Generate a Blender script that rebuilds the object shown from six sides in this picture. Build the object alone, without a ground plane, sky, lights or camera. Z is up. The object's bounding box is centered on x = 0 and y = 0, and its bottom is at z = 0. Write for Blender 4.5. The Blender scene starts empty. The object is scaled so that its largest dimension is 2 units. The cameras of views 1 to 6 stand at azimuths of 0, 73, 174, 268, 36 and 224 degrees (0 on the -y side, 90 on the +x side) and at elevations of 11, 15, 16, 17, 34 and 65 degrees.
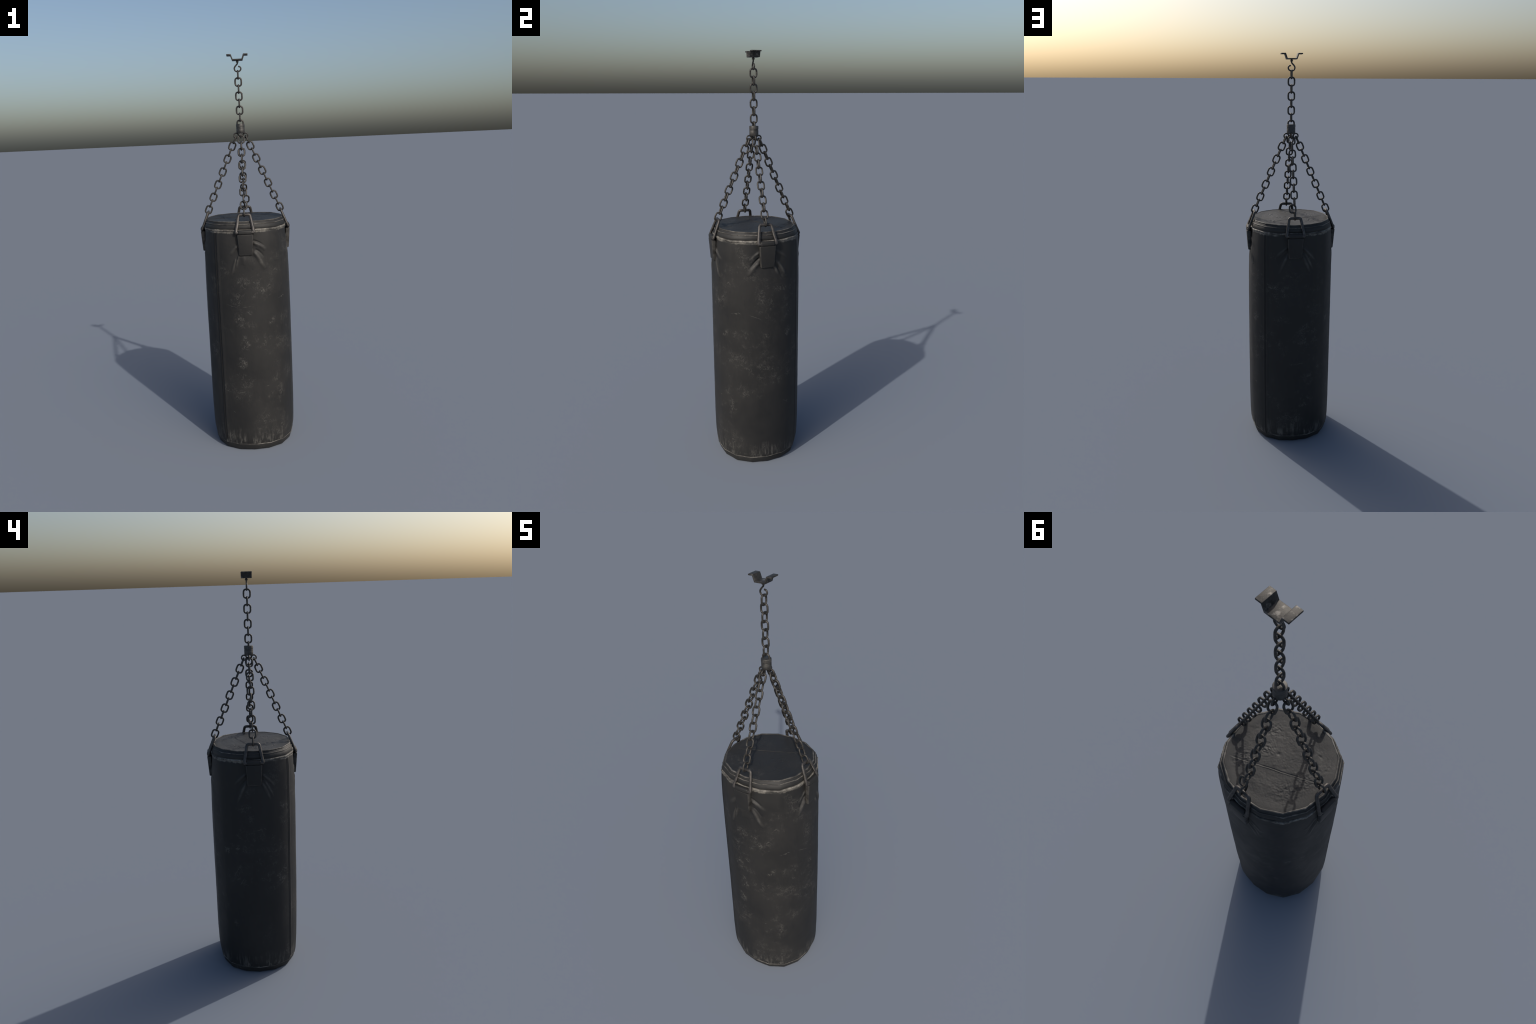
"""Heavy leather punching bag hanging from a ceiling bracket by chains."""
import bpy, bmesh, math, random
from math import sin, cos, pi, sqrt, radians, exp, hypot
from mathutils import Vector, Matrix, noise

random.seed(7)
SIDES = 16                      # the bag is a softly shaded 16-sided tube
STRAP_ANGLES = [-90.0, 0.0, 90.0, 180.0]
SEAM_ANGLES = [-133.5, 47.0]


# ------------------------------------------------------------------ helpers
def smoothstep(a, b, x):
    t = min(1.0, max(0.0, (x - a) / (b - a)))
    return t * t * (3 - 2 * t)


def lerp_profile(points, x):
    """Piecewise smooth interpolation of (x, y) control points."""
    if x <= points[0][0]:
        return points[0][1]
    for (x0, y0), (x1, y1) in zip(points, points[1:]):
        if x <= x1:
            return y0 + (y1 - y0) * (x - x0) / (x1 - x0)
    return points[-1][1]


# how far the filling pushes out between the four straps, by height
BULGE = [(0.0, .0042), (0.05, .0034), (0.30, .0030), (0.80, .0032), (0.98, .0048),
         (1.08, .0062), (1.16, .0060), (1.20, .0030)]


def bulge(theta, z):
    """Outward offset: full between the straps, pulled in under them."""
    d = (theta - radians(-150) + pi) % (2 * pi) - pi
    return (-lerp_profile(BULGE, z) * cos(4 * theta) + 0.0018 * cos(2 * theta) +
            0.0018 * exp(-(d / 0.6) ** 2))


def chord_factor(theta, r, z):
    """Ratio of the straight side between two corners to the smooth outline."""
    step = 2 * pi / SIDES
    k = math.floor(theta / step + 1e-7)
    a, b = k * step, (k + 1) * step
    ra, rb = r + bulge(a, z), r + bulge(b, z)
    chord = ra * rb * sin(step) / (ra * sin(theta - a) + rb * sin(b - theta))
    return chord / (r + bulge(theta, z))


root = bpy.data.objects.new("punching_bag", None)
bpy.context.scene.collection.objects.link(root)
root["label"] = "worn black leather punching bag hanging on steel chains"
root["category"] = "punching bag"


def add_object(name, mesh, parent=root, matrix=None):
    ob = bpy.data.objects.new(name, mesh)
    bpy.context.scene.collection.objects.link(ob)
    ob.parent = parent
    if matrix is not None:
        ob.matrix_world = matrix
    return ob


def make_mesh(name, verts, faces, material, smooth=True):
    me = bpy.data.meshes.new(name)
    me.from_pydata([tuple(v) for v in verts], [], faces)
    me.materials.append(material)
    if smooth:
        me.polygons.foreach_set("use_smooth", [True] * len(me.polygons))
    me.update()
    return me


def facet_to_sides(me):
    """Keep the round shading, but pull the outline onto the 16 flat sides."""
    for v in me.vertices:
        r = hypot(v.co.x, v.co.y)
        if r > 1e-6:
            f = 1 + bulge(math.atan2(v.co.y, v.co.x), v.co.z) / max(r, 0.19)
            v.co.x *= f
            v.co.y *= f
    me.update()
    normals = [tuple(n.vector) for n in me.vertex_normals]
    for v in me.vertices:
        if hypot(v.co.x, v.co.y) > 1e-6:
            f = chord_factor(math.atan2(v.co.y, v.co.x), 0.215, v.co.z)
            v.co.x *= f
            v.co.y *= f
    me.update()
    me.normals_split_custom_set_from_vertices(normals)


def revolve(name, material, rows, segments, displace=None, close_start=False,
            close_end=False, loop=False, faceted=True):
    """rows: list of (r, z). displace(theta, i, r, z) -> (dr, dz)."""
    verts, faces = [], []
    n = segments
    for i, (r, z) in enumerate(rows):
        for k in range(n):
            th = 2 * pi * k / n
            dr, dz = displace(th, i, r, z) if displace else (0.0, 0.0)
            verts.append(((r + dr) * cos(th), (r + dr) * sin(th), z + dz))
    m = len(rows)
    for i in range(m if loop else m - 1):
        j = (i + 1) % m
        for k in range(n):
            l = (k + 1) % n
            faces.append((i * n + k, i * n + l, j * n + l, j * n + k))
    if close_start:
        verts.append((0, 0, rows[0][1]))
        c = len(verts) - 1
        for k in range(n):
            faces.append((c, (k + 1) % n, k))
    if close_end:
        verts.append((0, 0, rows[-1][1]))
        c = len(verts) - 1
        b = (m - 1) * n
        for k in range(n):
            faces.append((c, b + k, b + (k + 1) % n))
    me = make_mesh(name, verts, faces, material)
    if faceted:
        facet_to_sides(me)
    return me


def tube(name, path, frame_normal, half_w, half_d, material, closed=True, sides=10):
    """Sweeps an ellipse along a planar path; half_d runs along frame_normal."""
    N = Vector(frame_normal).normalized()
    pts = [Vector(p) for p in path]
    n = len(pts)
    verts, faces = [], []
    for i, p in enumerate(pts):
        a = pts[(i - 1) % n] if closed or i > 0 else p
        b = pts[(i + 1) % n] if closed or i < n - 1 else p
        t = (b - a).normalized()
        side = t.cross(N).normalized()
        miter = 1.0
        if (closed or 0 < i < n - 1):
            d1 = (p - a).normalized()
            miter = min(1.6, 1.0 / max(0.5, d1.dot(t)))
        for k in range(sides):
            u = 2 * pi * k / sides
            verts.append(p + side * (half_w * cos(u) * miter) + N * (half_d * sin(u)))
    for i in range(n if closed else n - 1):
        j = (i + 1) % n
        for k in range(sides):
            l = (k + 1) % sides
            faces.append((i * sides + k, i * sides + l, j * sides + l, j * sides + k))
    if not closed:
        faces.append(tuple(range(sides))[::-1])
        faces.append(tuple(range((n - 1) * sides, n * sides)))
    return make_mesh(name, verts, faces, material)


def rounded_polygon(corners, radii, seg=4):
    """2D polygon with each corner replaced by a small arc (quadratic)."""
    out = []
    n = len(corners)
    for i in range(n):
        p = Vector(corners[i])
        a = (Vector(corners[i - 1]) - p).normalized() * radii[i]
        b = (Vector(corners[(i + 1) % n]) - p).normalized() * radii[i]
        for k in range(seg + 1):
            t = k / seg
            q = (p + a) * (1 - t) ** 2 + p * 2 * t * (1 - t) + (p + b) * t ** 2
            # push half way out towards a circular arc
            out.append(q)
    return out


# folds fanning out from under a strap: quadratic curves in (arc, height)
# with width and relief; relief below zero is a valley
FOLDS_FRONT = [
    ((.036, 1.092), (.072, 1.088), (.101, 1.052), .0085, .0042),
    ((.036, 1.104), (.066, 1.102), (.092, 1.075), .0050, -.0028),
    ((.036, 1.048), (.069, 1.024), (.092, .955), .0090, .0040),
    ((.048, 1.062), (.072, 1.052), (.090, 1.020), .0060, -.0022),
    ((-.038, 1.080), (-.063, 1.068), (-.080, 1.035), .0075, .0030),
    ((-.034, 1.034), (-.048, 1.008), (-.050, .970), .0050, .0032),
    ((-.050, 1.018), (-.065, .982), (-.072, .945), .0060, .0030),
    ((-.042, 1.030), (-.056, 1.000), (-.062, .960), .0040, -.0022),
    ((-.015, 1.030), (-.012, 1.005), (-.016, .985), .0100, .0016),
]
FOLDS_SIDE = [
    ((-.034, 1.062), (-.062, 1.038), (-.094, .992), .0100, .0050),
    ((-.034, 1.082), (-.062, 1.062), (-.090, 1.022), .0065, -.0042),
    ((-.034, 1.104), (-.060, 1.096), (-.082, 1.064), .0065, .0028),
    ((.034, 1.036), (.048, 1.020), (.054, .990), .0065, .0032),
    ((.040, 1.060), (.076, 1.040), (.094, .975), .0075, .0034),
    ((.044, 1.105), (.075, 1.100), (.098, 1.070), .0070, .0024),
    ((.048, 1.040), (.066, 1.012), (.074, .975), .0050, -.0022),
]
FOLDS_BACK = [
    ((.034, 1.085), (.072, 1.066), (.096, 1.020), .0065, .0030),
    ((.034, 1.042), (.062, 1.014), (.072, .955), .0065, .0032),
    ((.040, 1.058), (.076, 1.036), (.086, .965), .0050, .0022),
    ((-.034, 1.090), (-.068, 1.075), (-.096, 1.035), .0065, .0030),
    ((-.034, 1.045), (-.064, 1.018), (-.076, .950), .0065, .0032),
    ((-.036, 1.062), (-.066, 1.045), (-.090, .985), .0045, -.0020),
    ((.036, 1.064), (.060, 1.052), (.080, 1.005), .0045, -.0020),
]
FOLDS = {-90.0: FOLDS_FRONT, 0.0: FOLDS_SIDE, 90.0: FOLDS_BACK, 180.0: FOLDS_BACK}



# ---------------------------------------------------------------- materials
class Nodes:
    def __init__(self, name):
        self.mat = bpy.data.materials.new(name)
        self.mat.use_nodes = True
        self.t = self.mat.node_tree
        self.t.nodes.clear()
        self.out = self.t.nodes.new("ShaderNodeOutputMaterial")
        self.bsdf = self.t.nodes.new("ShaderNodeBsdfPrincipled")
        self.t.links.new(self.bsdf.outputs[0], self.out.inputs[0])
        self.coord = self.t.nodes.new("ShaderNodeTexCoord").outputs["Object"]

    def link(self, value, socket):
        if hasattr(value, "is_output"):
            self.t.links.new(value, socket)
        else:
            socket.default_value = value

    def math(self, op, a, b=0.0, clamp=False):
        n = self.t.nodes.new("ShaderNodeMath")
        n.operation = op
        n.use_clamp = clamp
        self.link(a, n.inputs[0])
        self.link(b, n.inputs[1])
        return n.outputs[0]

    def scaled(self, sx, sy, sz, vector=None):
        n = self.t.nodes.new("ShaderNodeMapping")
        n.inputs["Scale"].default_value = (sx, sy, sz)
        self.link(vector or self.coord, n.inputs[0])
        return n.outputs[0]

    def noise(self, scale, detail=4.0, rough=0.55, vector=None, distort=0.0):
        n = self.t.nodes.new("ShaderNodeTexNoise")
        n.inputs["Scale"].default_value = scale
        n.inputs["Detail"].default_value = detail
        n.inputs["Roughness"].default_value = rough
        n.inputs["Distortion"].default_value = distort
        self.link(vector or self.coord, n.inputs["Vector"])
        return n.outputs[0]

    def ramp(self, value, lo, hi, out_lo=0.0, out_hi=1.0):
        n = self.t.nodes.new("ShaderNodeMapRange")
        n.interpolation_type = "SMOOTHSTEP"
        self.link(value, n.inputs[0])
        for i, v in enumerate((lo, hi, out_lo, out_hi)):
            self.link(v, n.inputs[1 + i])
        return n.outputs[0]

    def ramp_linear(self, value, lo, hi, out_lo, out_hi):
        n = self.t.nodes.new("ShaderNodeMapRange")
        for i, v in enumerate((value, lo, hi, out_lo, out_hi)):
            self.link(v, n.inputs[i])
        return n.outputs[0]

    def mix(self, fac, a, b):
        n = self.t.nodes.new("ShaderNodeMix")
        n.data_type = "RGBA"
        self.link(fac, n.inputs[0])
        self.link(a, n.inputs[6])
        self.link(b, n.inputs[7])
        return n.outputs[2]

    def unrolled(self):
        """The bag's wall laid flat: arc length along x, height along y."""
        x, y, z = self.xyz()
        return self.math("MULTIPLY", self.math("ARCTAN2", y, x), BAG_R), z

    def ellipse(self, flat, x, y, half_w, half_h, tilt=0.0, after=0.0):
        """Distance from an ellipse's centre, 1 on its edge.  The unused third
        axis carries the mask built so far, so that the nodes run one by one."""
        c = self.t.nodes.new("ShaderNodeCombineXYZ")
        self.link(flat[0], c.inputs[0])
        self.link(flat[1], c.inputs[1])
        self.link(after, c.inputs[2])
        vector = c.outputs[0]
        n = self.t.nodes.new("ShaderNodeMapping")
        n.vector_type = "TEXTURE"
        n.inputs["Location"].default_value = (x, y, 0)
        n.inputs["Rotation"].default_value = (0, 0, tilt)
        n.inputs["Scale"].default_value = (half_w, half_h, 1e6)
        self.link(vector, n.inputs[0])
        v = self.t.nodes.new("ShaderNodeVectorMath")
        v.operation = "LENGTH"
        self.link(n.outputs[0], v.inputs[0])
        return v.outputs["Value"]

    def xyz(self, vector=None):
        n = self.t.nodes.new("ShaderNodeSeparateXYZ")
        self.link(vector or self.coord, n.inputs[0])
        return n.outputs

    def bump(self, height, strength, distance):
        n = self.t.nodes.new("ShaderNodeBump")
        n.inputs["Strength"].default_value = strength
        n.inputs["Distance"].default_value = distance
        self.link(height, n.inputs["Height"])
        self.t.links.new(n.outputs[0], self.bsdf.inputs["Normal"])

    def finish(self, color, rough, metallic=0.0, specular=0.5):
        self.link(color, self.bsdf.inputs["Base Color"])
        self.link(rough, self.bsdf.inputs["Roughness"])
        self.link(metallic, self.bsdf.inputs["Metallic"])
        self.link(specular, self.bsdf.inputs["Specular IOR Level"])
        return self.mat


LEATHER_DARK = (0.0148, 0.0147, 0.0144, 1)
LEATHER = (0.0200, 0.0196, 0.0189, 1)
SCUFF = (0.128, 0.122, 0.110, 1)
PALE = (0.25, 0.235, 0.205, 1)
BAG_R = 0.218

# places where the leather is rubbed pale: angle, height, half width, half height, strength
SCUFF_SPOTS = [
    (-100, .703, .036, .036, 1.0), (-89, .745, .012, .010, .9), (-84, .880, .085, .045, .8),
    (-70, .862, .035, .030, .9), (-104, .815, .040, .040, .6), (-56, .690, .030, .022, .8),
    (-32, .556, .050, .035, .85), (-93, .580, .040, .055, .75), (-100, .485, .030, .035, .8),
    (-57, .930, .022, .014, .7), (-63, .890, .035, .060, .6), (-4, .925, .030, .025, .9),
    (14, .925, .055, .020, .7), (-4, .865, .045, .050, .8), (30, .706, .028, .028, .9),
    (-6, .700, .028, .026, .8), (-32, .698, .050, .030, .8), (-21, .645, .040, .012, .7),
    (-8, .535, .065, .050, .8), (-29, .398, .020, .016, .9), (25, .488, .020, .022, .7),
    (-49, .312, .028, .040, .7), (-23, .400, .070, .030, .4), (-58, .295, .040, .020, .5),
    (-105, .300, .035, .045, .45), (-50, .478, .025, .020, .5), (59, .872, .045, .035, .8),
    (28, .820, .030, .070, .6), (30, .480, .030, .030, .7), (106, .249, .035, .040, .7),
    (91, .298, .022, .018, .6), (117, .483, .025, .020, .6), (94, .462, .050, .016, .4),
    (-138, .923, .030, .018, 1.0), (-139, .868, .030, .055, .9), (140, .703, .020, .026, 1.0),
    (156, .705, .060, .026, .7), (-140, .698, .026, .028, .9), (-160, .692, .060, .030, .5),
    (168, .916, .040, .020, .4), (178, 1.00, .050, .030, .35), (-143, .552, .035, .050, .8),
    (-168, .560, .035, .025, .7), (158, .545, .065, .040, .6), (151, .289, .020, .020, .5),
    (-58, .086, .030, .030, .7), (-140, .095, .025, .022, .8), (-4, .095, .030, .022, .7),
    (-124, .079, .020, .030, .7), (-47, .977, .015, .040, .4), (70, .70, .05, .03, .3),
    (120, .88, .05, .05, .4), (75, .56, .04, .04, .35),
]
# single scratches: angle, height, half length, half thickness, tilt in degrees
SCRATCHES = [
    (-43, .805, .022, .0022, 8), (-36, .808, .012, .0016, -28), (-105, .323, .024, .0020, 9),
    (-69, .353, .015, .0020, 8), (-117, .217, .012, .0018, -28), (-175, .808, .022, .0014, 10),
    (-168, .811, .010, .0014, -32), (27, .325, .030, .0014, -35), (30, .325, .010, .0020, 10),
    (154, .590, .050, .0016, 60), (160, .530, .030, .0015, 60), (-90, .745, .010, .0030, -35),
    (-61, .683, .010, .0028, -50), (-52, .950, .014, .0020, 35), (-40, .804, .008, .0030, 0),
    (95, .464, .030, .0012, 5), (6, .080, .0022, .022, 4), (12, .080, .0022, .020, 2),
    (-15, .790, .050, .0012, -22), (-112, .780, .040, .0013, -14), (-92, .775, .030, .0012, 4),
]


def leather(name, on_bag=False, pale_edge=False, general=0.35, lighten=1.0):
    m = Nodes(name)
    cloud = m.noise(6.0, 5.0, 0.6)
    streak = m.noise(9.0, 4.0, 0.6, m.scaled(1, 1, 0.25))
    tone = m.math("ADD", m.math("MULTIPLY", cloud, 0.6), m.math("MULTIPLY", streak, 0.4))
    dark = tuple(c * lighten for c in LEATHER_DARK[:3]) + (1,)
    light = tuple(c * lighten for c in LEATHER[:3]) + (1,)
    color = m.mix(m.ramp(tone, 0.38, 0.62), dark, light)

    # rubbed marks: short crinkled flecks inside the scuffed areas
    crinkle = m.noise(52.0, 5.0, 0.62, distort=0.8)
    crinkle = m.ramp(m.math("ABSOLUTE", m.math("SUBTRACT", crinkle, 0.5)), 0.042, 0.006)
    fleck = m.ramp(m.noise(105.0, 5.0, 0.68, distort=0.4), 0.54, 0.61)
    soft = m.ramp(m.noise(19.0, 4.0, 0.6, distort=0.6), 0.45, 0.70)
    break_up = m.ramp(m.noise(30.0, 4.0, 0.6), 0.42, 0.62)
    marks = m.math("MULTIPLY", m.math("MAXIMUM", fleck, m.math("MULTIPLY", crinkle, 0.9)), break_up)
    area = m.math("MULTIPLY", m.ramp(m.noise(5.5, 4.0, 0.65), 0.50, 0.68), general)
    lines = 0.0
    if on_bag:
        p = m.unrolled()
        wobble = m.math("MULTIPLY", m.ramp(m.noise(22.0, 4.0, 0.65), 0.2, 0.8), 0.9)
        for angle, z, half_w, half_h, strength in SCUFF_SPOTS:
            d = m.ellipse(p, radians(angle) * BAG_R, z, half_w * 1.45, half_h * 1.45, 0.0, area)
            e = m.ramp(m.math("ADD", d, wobble), 1.45, 0.45, 0.0, strength)
            area = m.math("MAXIMUM", area, e)
        for angle, z, half_w, half_h, tilt in SCRATCHES:
            d = m.ellipse(p, radians(angle) * BAG_R, z, half_w, half_h, radians(tilt), lines)
            e = m.ramp(d, 1.0, 0.3)
            lines = m.math("MAXIMUM", lines, e)
        # pale streaks along the crests of the folds under the straps
        crest = 0.0
        for angle, folds in FOLDS.items():
            for p0, p1, p2, width, height in folds:
                if height < 0.002:
                    continue
                mx = 0.25 * p0[0] + 0.5 * p1[0] + 0.25 * p2[0]
                mz = 0.25 * p0[1] + 0.5 * p1[1] + 0.25 * p2[1]
                tilt = math.atan2(p2[1] - p0[1], p2[0] - p0[0])
                length = hypot(p2[0] - p0[0], p2[1] - p0[1]) * 0.6
                s0 = radians(angle) * BAG_R
                for s in ([s0] if abs(angle) < 170 else [s0, s0 - 2 * pi * BAG_R]):
                    d = m.ellipse(p, s + mx, mz, length, width * 1.3, tilt, crest)
                    e = m.ramp(m.math("ADD", d, m.math("MULTIPLY", wobble, 0.5)), 1.35, 0.35)
                    crest = m.math("MAXIMUM", crest, e)
        color = m.mix(m.math("MULTIPLY", crest, m.math("ADD", m.math("MULTIPLY", soft, 0.30), 0.16)), color, SCUFF)
    mask = m.math("MULTIPLY", area, m.math("ADD", m.math("MULTIPLY", marks, 0.80),
                                           m.math("MULTIPLY", soft, 0.07)), clamp=True)
    color = m.mix(mask, color, SCUFF)
    if on_bag:
        broken = m.ramp(m.noise(60.0, 3.0, 0.6), 0.30, 0.60)
        color = m.mix(m.math("MULTIPLY", m.math("MULTIPLY", lines, broken), 0.55), color, SCUFF)

    if on_bag:
        # dark line along each of the two side seams
        for a in SEAM_ANGLES:
            d = m.math("ABSOLUTE", m.math("SUBTRACT", p[0], radians(a) * BAG_R + 0.0035))
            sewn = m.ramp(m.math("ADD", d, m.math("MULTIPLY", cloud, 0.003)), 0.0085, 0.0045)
            color = m.mix(m.math("MULTIPLY", sewn, 0.8), color, (0.0065, 0.0065, 0.0067, 1))
        # chafed vertical streaks just above the bottom piping
        z = m.xyz()[2]
        band = m.ramp(m.math("ADD", z, m.math("MULTIPLY", m.noise(14.0, 3.0), -0.13)), 0.070, -0.03)
        rub = m.ramp(m.noise(78.0, 5.0, 0.65, m.scaled(1, 1, 0.13)), 0.47, 0.66)
        color = m.mix(m.math("MULTIPLY", m.math("MULTIPLY", band, rub), 0.70), color, SCUFF)
        # and a ragged pale edge hanging from the upper piping
        drop = m.ramp(m.math("ADD", z, m.math("MULTIPLY", m.noise(55.0, 5.0, 0.65), 0.024)), 1.153, 1.164)
        patch = m.ramp(m.noise(9.0, 3.0, 0.6), 0.40, 0.60)
        color = m.mix(m.math("MULTIPLY", m.math("MULTIPLY", drop, patch), 0.75), color, PALE)

    if pale_edge:
        # pale broken rim along a strap's sides and foot (strap space: y across, z along it)
        _, y, z = m.xyz()
        half = m.ramp_linear(z, 1.0345, 1.1375, 0.0325, 0.0385)
        side = m.ramp(m.math("SUBTRACT", half, m.math("ABSOLUTE", y)), 0.0050, 0.0010)
        foot = m.ramp(z, 1.0400, 1.0355)
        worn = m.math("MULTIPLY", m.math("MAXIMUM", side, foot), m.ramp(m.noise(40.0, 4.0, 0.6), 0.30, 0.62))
        color = m.mix(m.math("MULTIPLY", worn, 0.36), color, SCUFF)

    grain = m.noise(240.0, 3.0, 0.6)
    lumps = m.noise(34.0, 4.0, 0.6)
    m.bump(m.math("ADD", m.math("MULTIPLY", grain, 0.25), lumps), 0.20, 0.004)
    rough = m.ramp(cloud, 0.3, 0.7, 0.54, 0.66)
    return m.finish(color, rough, 0.0, 0.36)


def worn_piping(name, pale=PALE, amount=0.55):
    m = Nodes(name)
    patch = m.ramp(m.noise(13.0, 5.0, 0.65), 0.62 - 0.3 * amount, 0.80 - 0.25 * amount)
    fine = m.ramp(m.noise(75.0, 4.0, 0.6), 0.32, 0.68)
    f = m.math("MULTIPLY", patch, m.math("ADD", m.math("MULTIPLY", fine, 0.6), 0.25), clamp=True)
    color = m.mix(f, (0.034, 0.032, 0.029, 1), pale)
    m.bump(m.noise(160.0, 4.0, 0.6), 0.4, 0.002)
    return m.finish(color, 0.6, 0.0, 0.4)


def steel(name, dark, light, rough, spots=0.0, metallic=0.55):
    m = Nodes(name)
    n = m.noise(60.0, 5.0, 0.65)
    color = m.mix(m.ramp(n, 0.35, 0.65), dark, light)
    if spots:
        s = m.ramp(m.noise(62.0, 3.0, 0.5), 0.54, 0.72)
        color = m.mix(m.math("MULTIPLY", s, spots), color, (0.42, 0.40, 0.37, 1))
    m.bump(m.noise(220.0, 4.0, 0.6), 0.25, 0.001)
    return m.finish(color, m.ramp(n, 0.3, 0.7, rough, rough + 0.14), metallic, 0.5)


MAT_BODY = leather("scuffed_leather", on_bag=True, general=0.45)
MAT_STRAP = leather("strap_leather", pale_edge=True, general=0.25)
MAT_TOP = leather("top_leather", general=0.6, lighten=1.15)
MAT_COLLAR = leather("collar_leather", general=0.5, lighten=1.15)
MAT_PIPING = worn_piping("worn_piping", amount=0.75)
MAT_PIPING_THIN = worn_piping("worn_thin_piping", (0.18, 0.168, 0.148, 1), 0.6)
MAT_CHAIN = steel("chain_steel", (0.031, 0.029, 0.026, 1), (0.072, 0.067, 0.061, 1), 0.42)
MAT_RING = steel("ring_steel", (0.045, 0.042, 0.040, 1), (0.090, 0.083, 0.078, 1), 0.42)
MAT_SWIVEL = steel("swivel_steel", (0.045, 0.044, 0.042, 1), (0.080, 0.077, 0.073, 1), 0.45)
MAT_BRACKET = steel("bracket_steel", (0.028, 0.027, 0.025, 1), (0.060, 0.057, 0.053, 1), 0.50, spots=0.28)


# ----------------------------------------------------------------- bag body
BODY_PROFILE = [(0.030, 0.2078), (0.055, 0.2143), (0.10, 0.2172), (0.20, 0.2192),
                (0.43, 0.2200), (0.70, 0.2200), (0.93, 0.2195), (1.03, 0.2182),
                (1.11, 0.2161), (1.145, 0.2134), (1.156, 0.2118), (1.162, 0.2065)]

def sample_folds():
    out = []
    for angle, folds in FOLDS.items():
        pts = []
        for p0, p1, p2, width, height in folds:
            curve = []
            for k in range(21):
                t = k / 20
                s = p0[0] * (1 - t) ** 2 + 2 * p1[0] * t * (1 - t) + p2[0] * t * t
                z = p0[1] * (1 - t) ** 2 + 2 * p1[1] * t * (1 - t) + p2[1] * t * t
                fade = (1 - t ** 1.6) ** 0.8 * smoothstep(-0.05, 0.22, t)
                curve.append((s, z, fade))
            pts.append((curve, width * (1.35 if height > 0 else 1.1), height))
        out.append((radians(angle), pts))
    return out


FOLD_CURVES = sample_folds()


def fold_relief(theta, z):
    if z < 0.90 or z > 1.13:
        return 0.0
    total = 0.0
    for angle, folds in FOLD_CURVES:
        d = (theta - angle + pi) % (2 * pi) - pi
        s = d * 0.216
        if abs(s) > 0.13:
            continue
        for curve, width, height in folds:
            best, fade = 1e9, 0.0
            for cs, cz, cf in curve:
                q = (s - cs) ** 2 + (z - cz) ** 2
                if q < best:
                    best, fade = q, cf
            if best < (3 * width) ** 2:
                total += 1.6 * height * fade * exp(-best / (width * width * 0.55))
        # the strap drags the leather outward a little just below it
        total += 0.0015 * exp(-(s / 0.035) ** 2 - ((z - 1.02) / 0.03) ** 2)
    return total


def body_displace(theta, i, r, z):
    dr = fold_relief(theta, z)
    # the straps pinch the bag in along their sides
    pinch = smoothstep(0.985, 1.05, z) * smoothstep(1.158, 1.12, z)
    if pinch > 0:
        for a in STRAP_ANGLES:
            d = ((theta - radians(a) + pi) % (2 * pi) - pi) * 0.216
            dr -= 0.0042 * pinch * exp(-(d / 0.055) ** 2)
    # soft unevenness of the filling
    p = Vector((cos(theta) * 1.4, sin(theta) * 1.4, z * 3.0))
    dr += 0.0010 * noise.noise(p) + 0.0005 * noise.noise(p * 4.1)
    # overlapping side seams: a groove beside a raised flat edge
    for a in SEAM_ANGLES:
        d = ((theta - radians(a) + pi) % (2 * pi) - pi) * 0.216
        d += 0.0012 * noise.noise(Vector((0, a, z * 6)))
        if abs(d) < 0.03:
            # one panel laps over the other, with a sewn crease beside the step
            dr += 0.0026 * (smoothstep(-0.006, 0.004, d) - smoothstep(0.012, 0.030, d))
            dr -= 0.0026 * exp(-((d - 0.0080) / 0.0030) ** 2)
    # gathered puckers near the bottom and the top edge
    pucker = smoothstep(0.13, 0.035, z) + 0.7 * smoothstep(1.125, 1.155, z)
    if pucker > 0:
        dr += 0.0011 * pucker * noise.noise(Vector((cos(theta) * 9, sin(theta) * 9, z * 4)))
    return dr, 0.0


def spaced(z0, z1, step):
    n = max(1, round((z1 - z0) / step))
    return [z0 + (z1 - z0) * k / n for k in range(n)]


heights = (spaced(0.030, 0.14, 0.004) + spaced(0.14, 0.90, 0.011) +
           spaced(0.90, 1.13, 0.0018) + spaced(1.13, 1.162, 0.002) + [1.162])
rows = []
for h in heights:
    # round the profile corners by averaging over a small window
    w = 0.012 if h > 0.04 else 0.0
    r = sum(lerp_profile(BODY_PROFILE, min(1.162, max(0.03, h + w * o))) for o in (-1, -.5, 0, .5, 1)) / 5
    rows.append((r, h))
add_object("bag_body", revolve("bag_body", MAT_BODY, rows, 608, body_displace))


# bottom cover: low turned-in band and flat underside
def base_displace(theta, i, r, z):
    if i == 0:
        return 0.0, 0.0
    p = Vector((cos(theta) * 7, sin(theta) * 7, z * 9))
    return 0.0010 * noise.noise(p), 0.0


add_object("base_cover", revolve(
    "base_cover", MAT_COLLAR,
    [(0.150, 0.0), (0.185, 0.0), (0.1964, 0.0005), (0.1992, 0.003), (0.2018, 0.010),
     (0.2049, 0.020), (0.2074, 0.030), (0.2063, 0.036)], 320, base_displace, close_start=True))


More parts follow.
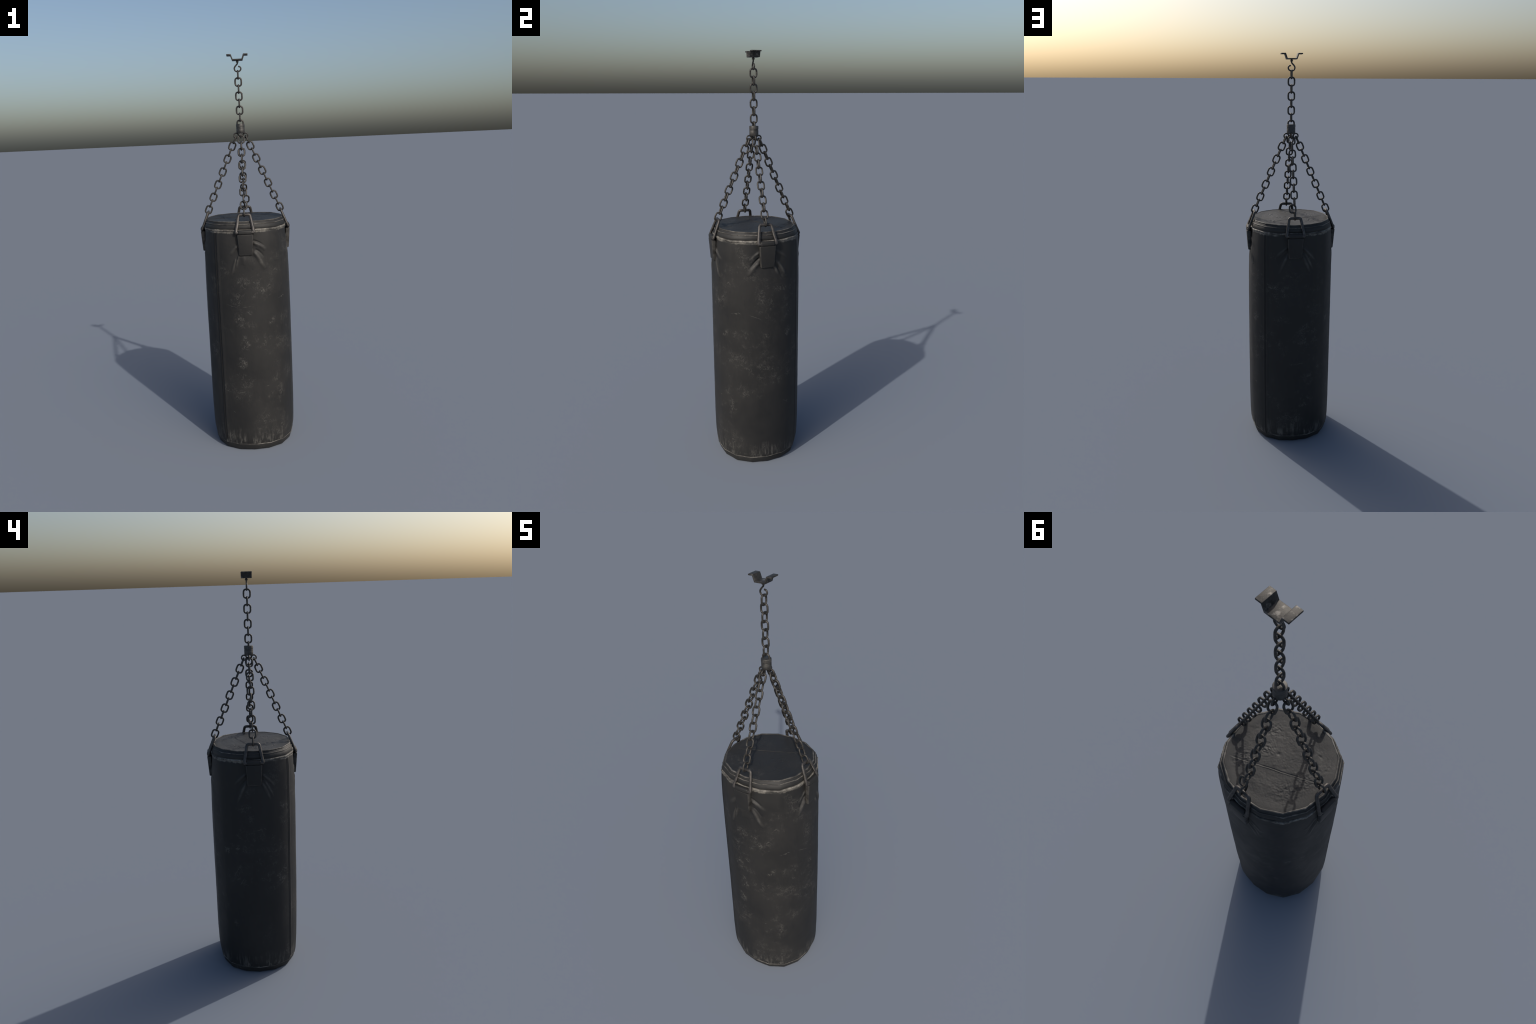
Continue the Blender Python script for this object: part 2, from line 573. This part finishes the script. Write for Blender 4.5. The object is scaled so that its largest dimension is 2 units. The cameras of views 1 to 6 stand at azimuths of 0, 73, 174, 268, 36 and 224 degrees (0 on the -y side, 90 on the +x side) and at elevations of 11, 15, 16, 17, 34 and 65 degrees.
def roll(name, R, z, a, b, material, pucker=0.0, freq=20.0, tilt=0.0, sides=12, seed=0.0):
    """A sewn roll of leather running round the bag."""
    rows = []
    for k in range(sides):
        u = 2 * pi * k / sides
        x, y = a * cos(u), b * sin(u)
        rows.append((R + x * cos(tilt) - y * sin(tilt), z + x * sin(tilt) + y * cos(tilt)))

    def disp(theta, i, r, zz):
        p = Vector((cos(theta) * freq, sin(theta) * freq, seed))
        w = noise.noise(p) * pucker
        slow = noise.noise(Vector((cos(theta) * 3, sin(theta) * 3, seed + 5))) * pucker
        k = hypot(r - R, zz - z) / max(a, b)
        out = (r - R) / max(1e-6, hypot(r - R, zz - z))
        return w * k * out, slow * 0.6
    return revolve(name, material, rows, 640, disp, loop=True)


PIPING = [  # radius, height, half width, half height, material, puckering, its frequency
    (0.2106, 1.1545, 0.0042, 0.0050, MAT_PIPING, 0.0026, 26),
    (0.2040, 1.1838, 0.0024, 0.0022, MAT_PIPING_THIN, 0.0010, 12),
    (0.1946, 1.1962, 0.0036, 0.0028, MAT_PIPING_THIN, 0.0014, 16),
    (0.2080, 0.0340, 0.0028, 0.0030, MAT_PIPING_THIN, 0.0008, 10)]
for k, (R, z, a, b, mat, pucker, freq) in enumerate(PIPING):
    add_object("piping", roll("piping", R, z, a, b, mat, pucker, freq, seed=k * 3.7))


# collar: the sloping band between the upper piping and the rim
def collar_displace(theta, i, r, z):
    p = Vector((cos(theta) * 6, sin(theta) * 6, z * 30))
    return 0.0009 * noise.noise(p), 0.0


add_object("collar", revolve(
    "collar", MAT_COLLAR,
    [(0.2035, 1.1555), (0.2076, 1.1580), (0.2102, 1.1625), (0.2104, 1.1680), (0.2090, 1.1738),
     (0.2068, 1.1790), (0.2046, 1.1822), (0.2024, 1.1850), (0.1996, 1.1898), (0.1966, 1.1945),
     (0.1932, 1.1974), (0.1875, 1.1968)], 320, collar_displace))


# top cover: disc of leather with lumps, dents and one sewn seam across it
ROUGH_PATCHES = [(-.098, .078, .040), (-.122, .009, .035), (.097, .075, .035), (.069, 0, .030),
                 (.091, -.072, .025), (-.135, .125, .030), (.123, .119, .025), (-.148, -.088, .025)]
DENTS = [(random.uniform(-.13, .13), random.uniform(-.13, .13), random.uniform(.003, .007),
          random.uniform(-.0010, .0018)) for _ in range(46)]


def top_height(x, y):
    p = Vector((x, y, 0.0))
    h = 0.0014 * noise.noise(p * 12) + 0.0003 * noise.noise(p * 60) + 0.0002 * noise.noise(p * 150)
    rough = 0.25 * smoothstep(0.0, 0.4, noise.noise(p * 11 + Vector((3, 1, 2))))
    for cx, cy, cr in ROUGH_PATCHES:
        rough = max(rough, exp(-((x - cx) ** 2 + (y - cy) ** 2) / (cr * cr)))
    h += rough * (0.0012 * noise.noise(p * 90) + 0.0010 * noise.noise(p * 165))
    for cx, cy, cr, depth in DENTS:
        h -= depth * exp(-((x - cx) ** 2 + (y - cy) ** 2) / (cr * cr))
    d = (y - 0.05 - 0.43 * x) / sqrt(1 + 0.43 ** 2)     # seam line
    fade = 0.5 + 0.5 * smoothstep(-0.3, 0.2, noise.noise(p * 25))
    h += fade * (0.0011 * exp(-(d / 0.0017) ** 2) - 0.0012 * exp(-((d + 0.0038) / 0.0022) ** 2))
    edge = smoothstep(0.150, 0.187, hypot(x, y))
    return h * (1 - edge) + 0.0016 * edge


verts, faces = [], []
RINGS, SPOKES = 170, 480
for i in range(RINGS + 1):
    r = 0.1925 * (i + 0.4) / (RINGS + 0.4)
    for k in range(SPOKES):
        th = 2 * pi * k / SPOKES
        x, y = r * cos(th), r * sin(th)
        verts.append((x, y, 1.1950 + top_height(x, y)))
for i in range(RINGS):
    for k in range(SPOKES):
        l = (k + 1) % SPOKES
        faces.append((i * SPOKES + k, (i + 1) * SPOKES + k, (i + 1) * SPOKES + l, i * SPOKES + l))
faces.append(tuple(range(SPOKES)))
me = make_mesh("top_cover", verts, faces, MAT_TOP)
facet_to_sides(me)
add_object("top_cover", me)


# -------------------------------------------------- straps and trapezium rings
# the front and back straps sit a little closer in than the side ones
STRAP_SHIFT = {-90.0: -0.0042, 0.0: 0.0, 90.0: -0.0042, 180.0: 0.0}
RING_BOTTOM = Vector((0.2192, 0, 1.1470))
RING_TOP = Vector((0.1858, 0, 1.2300))


def rounded_box(name, material, corners8, bevel, segments=3, cuts=0):
    """corners8: 4 bottom + 4 top corners, counter-clockwise."""
    bm = bmesh.new()
    vs = [bm.verts.new(c) for c in corners8]
    for f in ((3, 2, 1, 0), (4, 5, 6, 7), (0, 1, 5, 4), (1, 2, 6, 5), (2, 3, 7, 6), (3, 0, 4, 7)):
        bm.faces.new([vs[k] for k in f])
    bmesh.ops.bevel(bm, geom=list(bm.edges), offset=bevel, segments=segments,
                    profile=0.5, affect="EDGES")
    bmesh.ops.recalc_face_normals(bm, faces=bm.faces)
    me = bpy.data.meshes.new(name)
    bm.to_mesh(me)
    bm.free()
    me.materials.append(material)
    me.polygons.foreach_set("use_smooth", [True] * len(me.polygons))
    me.set_sharp_from_angle(angle=radians(40))
    return me


def ring_mesh():
    up = RING_TOP - RING_BOTTOM
    h = up.length
    up.normalize()
    flat = rounded_polygon([(-.0440, 0), (.0440, 0), (.0280, h), (-.0280, h)],
                           [.004, .004, .009, .009], 3)
    path = [RING_BOTTOM + Vector((0, p.x, 0)) + up * p.y for p in flat]
    return tube("carrying_ring", path, up.cross(Vector((0, 1, 0))), 0.0072, 0.0062, MAT_RING, True, 12)


strap_mesh = rounded_box("strap", MAT_STRAP, [
    (0.2040, -.0325, 1.0345), (0.2205, -.0325, 1.0345), (0.2205, .0325, 1.0345), (0.2040, .0325, 1.0345),
    (0.2060, -.0385, 1.1375), (0.2275, -.0385, 1.1375), (0.2275, .0385, 1.1375), (0.2060, .0385, 1.1375)],
    0.0042, 4)
loop_mesh = rounded_box("strap_loop", MAT_STRAP, [
    (0.2085, -.0350, 1.1370), (0.2290, -.0350, 1.1370), (0.2290, .0350, 1.1370), (0.2085, .0350, 1.1370),
    (0.2070, -.0350, 1.1590), (0.2272, -.0350, 1.1590), (0.2272, .0350, 1.1590), (0.2070, .0350, 1.1590)],
    0.0075, 4)
ring_data = ring_mesh()
for a in STRAP_ANGLES:
    turn = Matrix.Rotation(radians(a), 4, "Z") @ Matrix.Translation((STRAP_SHIFT[a], 0, 0))
    strap = add_object("strap", strap_mesh, root, turn)
    loop = add_object("strap_loop", loop_mesh, strap, turn)
    add_object("carrying_ring", ring_data, root, turn)


# ------------------------------------------------------------------- chains
WIRE = 0.0041
LINK_W, LINK_L = 0.0385 - 2 * WIRE, 0.0472 - 2 * WIRE
flat = rounded_polygon([(-LINK_W / 2, -LINK_L / 2), (LINK_W / 2, -LINK_L / 2),
                        (LINK_W / 2, LINK_L / 2), (-LINK_W / 2, LINK_L / 2)], [0.0135] * 4, 4)
link_mesh = tube("chain_link", [(p.x, 0, p.y) for p in flat], (0, 1, 0), WIRE, WIRE, MAT_CHAIN, True, 10)


def place_link(center, direction, width_axis):
    z = -Vector(direction).normalized()
    x = Vector(width_axis)
    x = (x - z * x.dot(z)).normalized()
    y = z.cross(x)
    M = Matrix((x, y, z)).transposed().to_4x4()
    M.translation = Vector(center)
    add_object("chain_link", link_mesh, root, M)


# hanging chain: eight links, the last one sunk in the swivel
for k in range(8):
    place_link((0, 0, 1.9026 - 0.0341 * k), (0, 0, -1), (0, 1, 0) if k % 2 == 0 else (1, 0, 0))

# four spread chains of twelve links each
FIRST, LAST, COUNT = Vector((0.0320, 0, 1.5890)), Vector((0.1820, 0, 1.2422)), 12
for a in STRAP_ANGLES:
    turn = Matrix.Rotation(radians(a), 3, "Z")
    last = LAST + Vector((0.6 * STRAP_SHIFT[a], 0, 0))
    d = turn @ (last - FIRST)
    for k in range(COUNT):
        c = turn @ FIRST.lerp(last, k / (COUNT - 1))
        if a == 90.0 and k == 10:
            c += Vector((0.010, 0, 0))          # one link hangs askew on the back chain
        axis = turn @ (Vector((0, 1, 0)) if k % 2 == 0 else Vector((1, 0, 0)))
        place_link(c, d, axis)

# ------------------------------------------------------------------- swivel
swivel_rows = [(0.0190, 1.6655), (0.0208, 1.6650), (0.0216, 1.6635), (0.0217, 1.6510), (0.0209, 1.6500),
               (0.0206, 1.6485), (0.0208, 1.6475), (0.0214, 1.6462), (0.0214, 1.6438), (0.0210, 1.6432), (0.0210, 1.6424), (0.0213, 1.6418), (0.0212, 1.6215), (0.0204, 1.6200),
               (0.0185, 1.6192)]
me = revolve("swivel", MAT_SWIVEL, [(r, z) for r, z in reversed(swivel_rows)], 48, None, True, True, faceted=False)
me.set_sharp_from_angle(angle=radians(35))
add_object("swivel", me)

ring_path = []
for k in range(16):
    u = 2 * pi * k / 16
    ring_path.append((0.0235 + 0.0118 * cos(u), 0, 1.6090 + 0.0118 * sin(u)))
eyelet_mesh = tube("swivel_ring", ring_path, (0, 1, 0), 0.0034, 0.0034, MAT_CHAIN, True, 10)
for a in STRAP_ANGLES:
    add_object("swivel_ring", eyelet_mesh, root, Matrix.Rotation(radians(a), 4, "Z"))


# --------------------------------------------------------- hook and bracket
def catmull(points, per=6):
    out = []
    P = [Vector(p) for p in points]
    P = [P[0] * 2 - P[1]] + P + [P[-1] * 2 - P[-2]]
    for i in range(1, len(P) - 2):
        for k in range(per):
            t = k / per
            out.append(0.5 * ((2 * P[i]) + (P[i + 1] - P[i - 1]) * t +
                              (2 * P[i - 1] - 5 * P[i] + 4 * P[i + 1] - P[i + 2]) * t * t +
                              (3 * P[i] - P[i - 1] - 3 * P[i + 1] + P[i + 2]) * t ** 3))
    out.append(P[-2])
    return out


hook_path = [(0, 0, 1.972), (0, 0, 1.9575), (-.0045, 0, 1.9510), (-.0115, 0, 1.9435), (-.0160, 0, 1.9345),
             (-.0138, 0, 1.9250), (-.0075, 0, 1.9195), (.0005, 0, 1.9182), (.0085, 0, 1.9202),
             (.0145, 0, 1.9262), (.0158, 0, 1.9340), (.0115, 0, 1.9405), (.0035, 0, 1.9430)]
me = tube("hook", catmull(hook_path), (0, 1, 0), 0.0036, 0.0036, MAT_CHAIN, False, 12)
me.set_sharp_from_angle(angle=radians(50))
add_object("hook", me)

me = revolve("nut", MAT_CHAIN, [(0.0045, 1.9612), (0.0072, 1.9622), (0.0072, 1.9660), (0.0052, 1.9664), (0.0052, 1.9720)],
             24, None, True, True, faceted=False)
me.set_sharp_from_angle(angle=radians(35))
add_object("nut", me)


def bracket_mesh():
    """Bent steel strip: two flanges, two slanted webs, one low bridge."""
    t = 0.0055
    top = [(-.0520, 2.0), (-.0300, 2.0), (-.0215, 1.9765), (.0215, 1.9765), (.0300, 2.0), (.0520, 2.0)]
    low = [(-.0520, 2.0 - t), (-.0338, 2.0 - t), (-.0255, 1.9710), (.0255, 1.9710), (.0338, 2.0 - t), (.0520, 2.0 - t)]
    bm = bmesh.new()
    rings = []
    for y in (-.0245, .0245):
        rings.append(([bm.verts.new((x, y, z)) for x, z in top], [bm.verts.new((x, y, z)) for x, z in low]))
    (ta, la), (tb, lb) = rings
    for i in range(5):
        bm.faces.new((ta[i], ta[i + 1], tb[i + 1], tb[i]))
        bm.faces.new((la[i], lb[i], lb[i + 1], la[i + 1]))
        bm.faces.new((ta[i], la[i], la[i + 1], ta[i + 1]))
        bm.faces.new((tb[i], tb[i + 1], lb[i + 1], lb[i]))
    bm.faces.new((ta[0], tb[0], lb[0], la[0]))
    bm.faces.new((ta[5], la[5], lb[5], tb[5]))
    bmesh.ops.recalc_face_normals(bm, faces=bm.faces)
    sharp = [e for e in bm.edges if e.calc_face_angle(0) > radians(20)]
    bmesh.ops.bevel(bm, geom=sharp, offset=0.0011, segments=3, profile=0.5, affect="EDGES")
    me = bpy.data.meshes.new("ceiling_bracket")
    bm.to_mesh(me)
    bm.free()
    me.materials.append(MAT_BRACKET)
    me.polygons.foreach_set("use_smooth", [True] * len(me.polygons))
    me.set_sharp_from_angle(angle=radians(30))
    return me


add_object("ceiling_bracket", bracket_mesh())
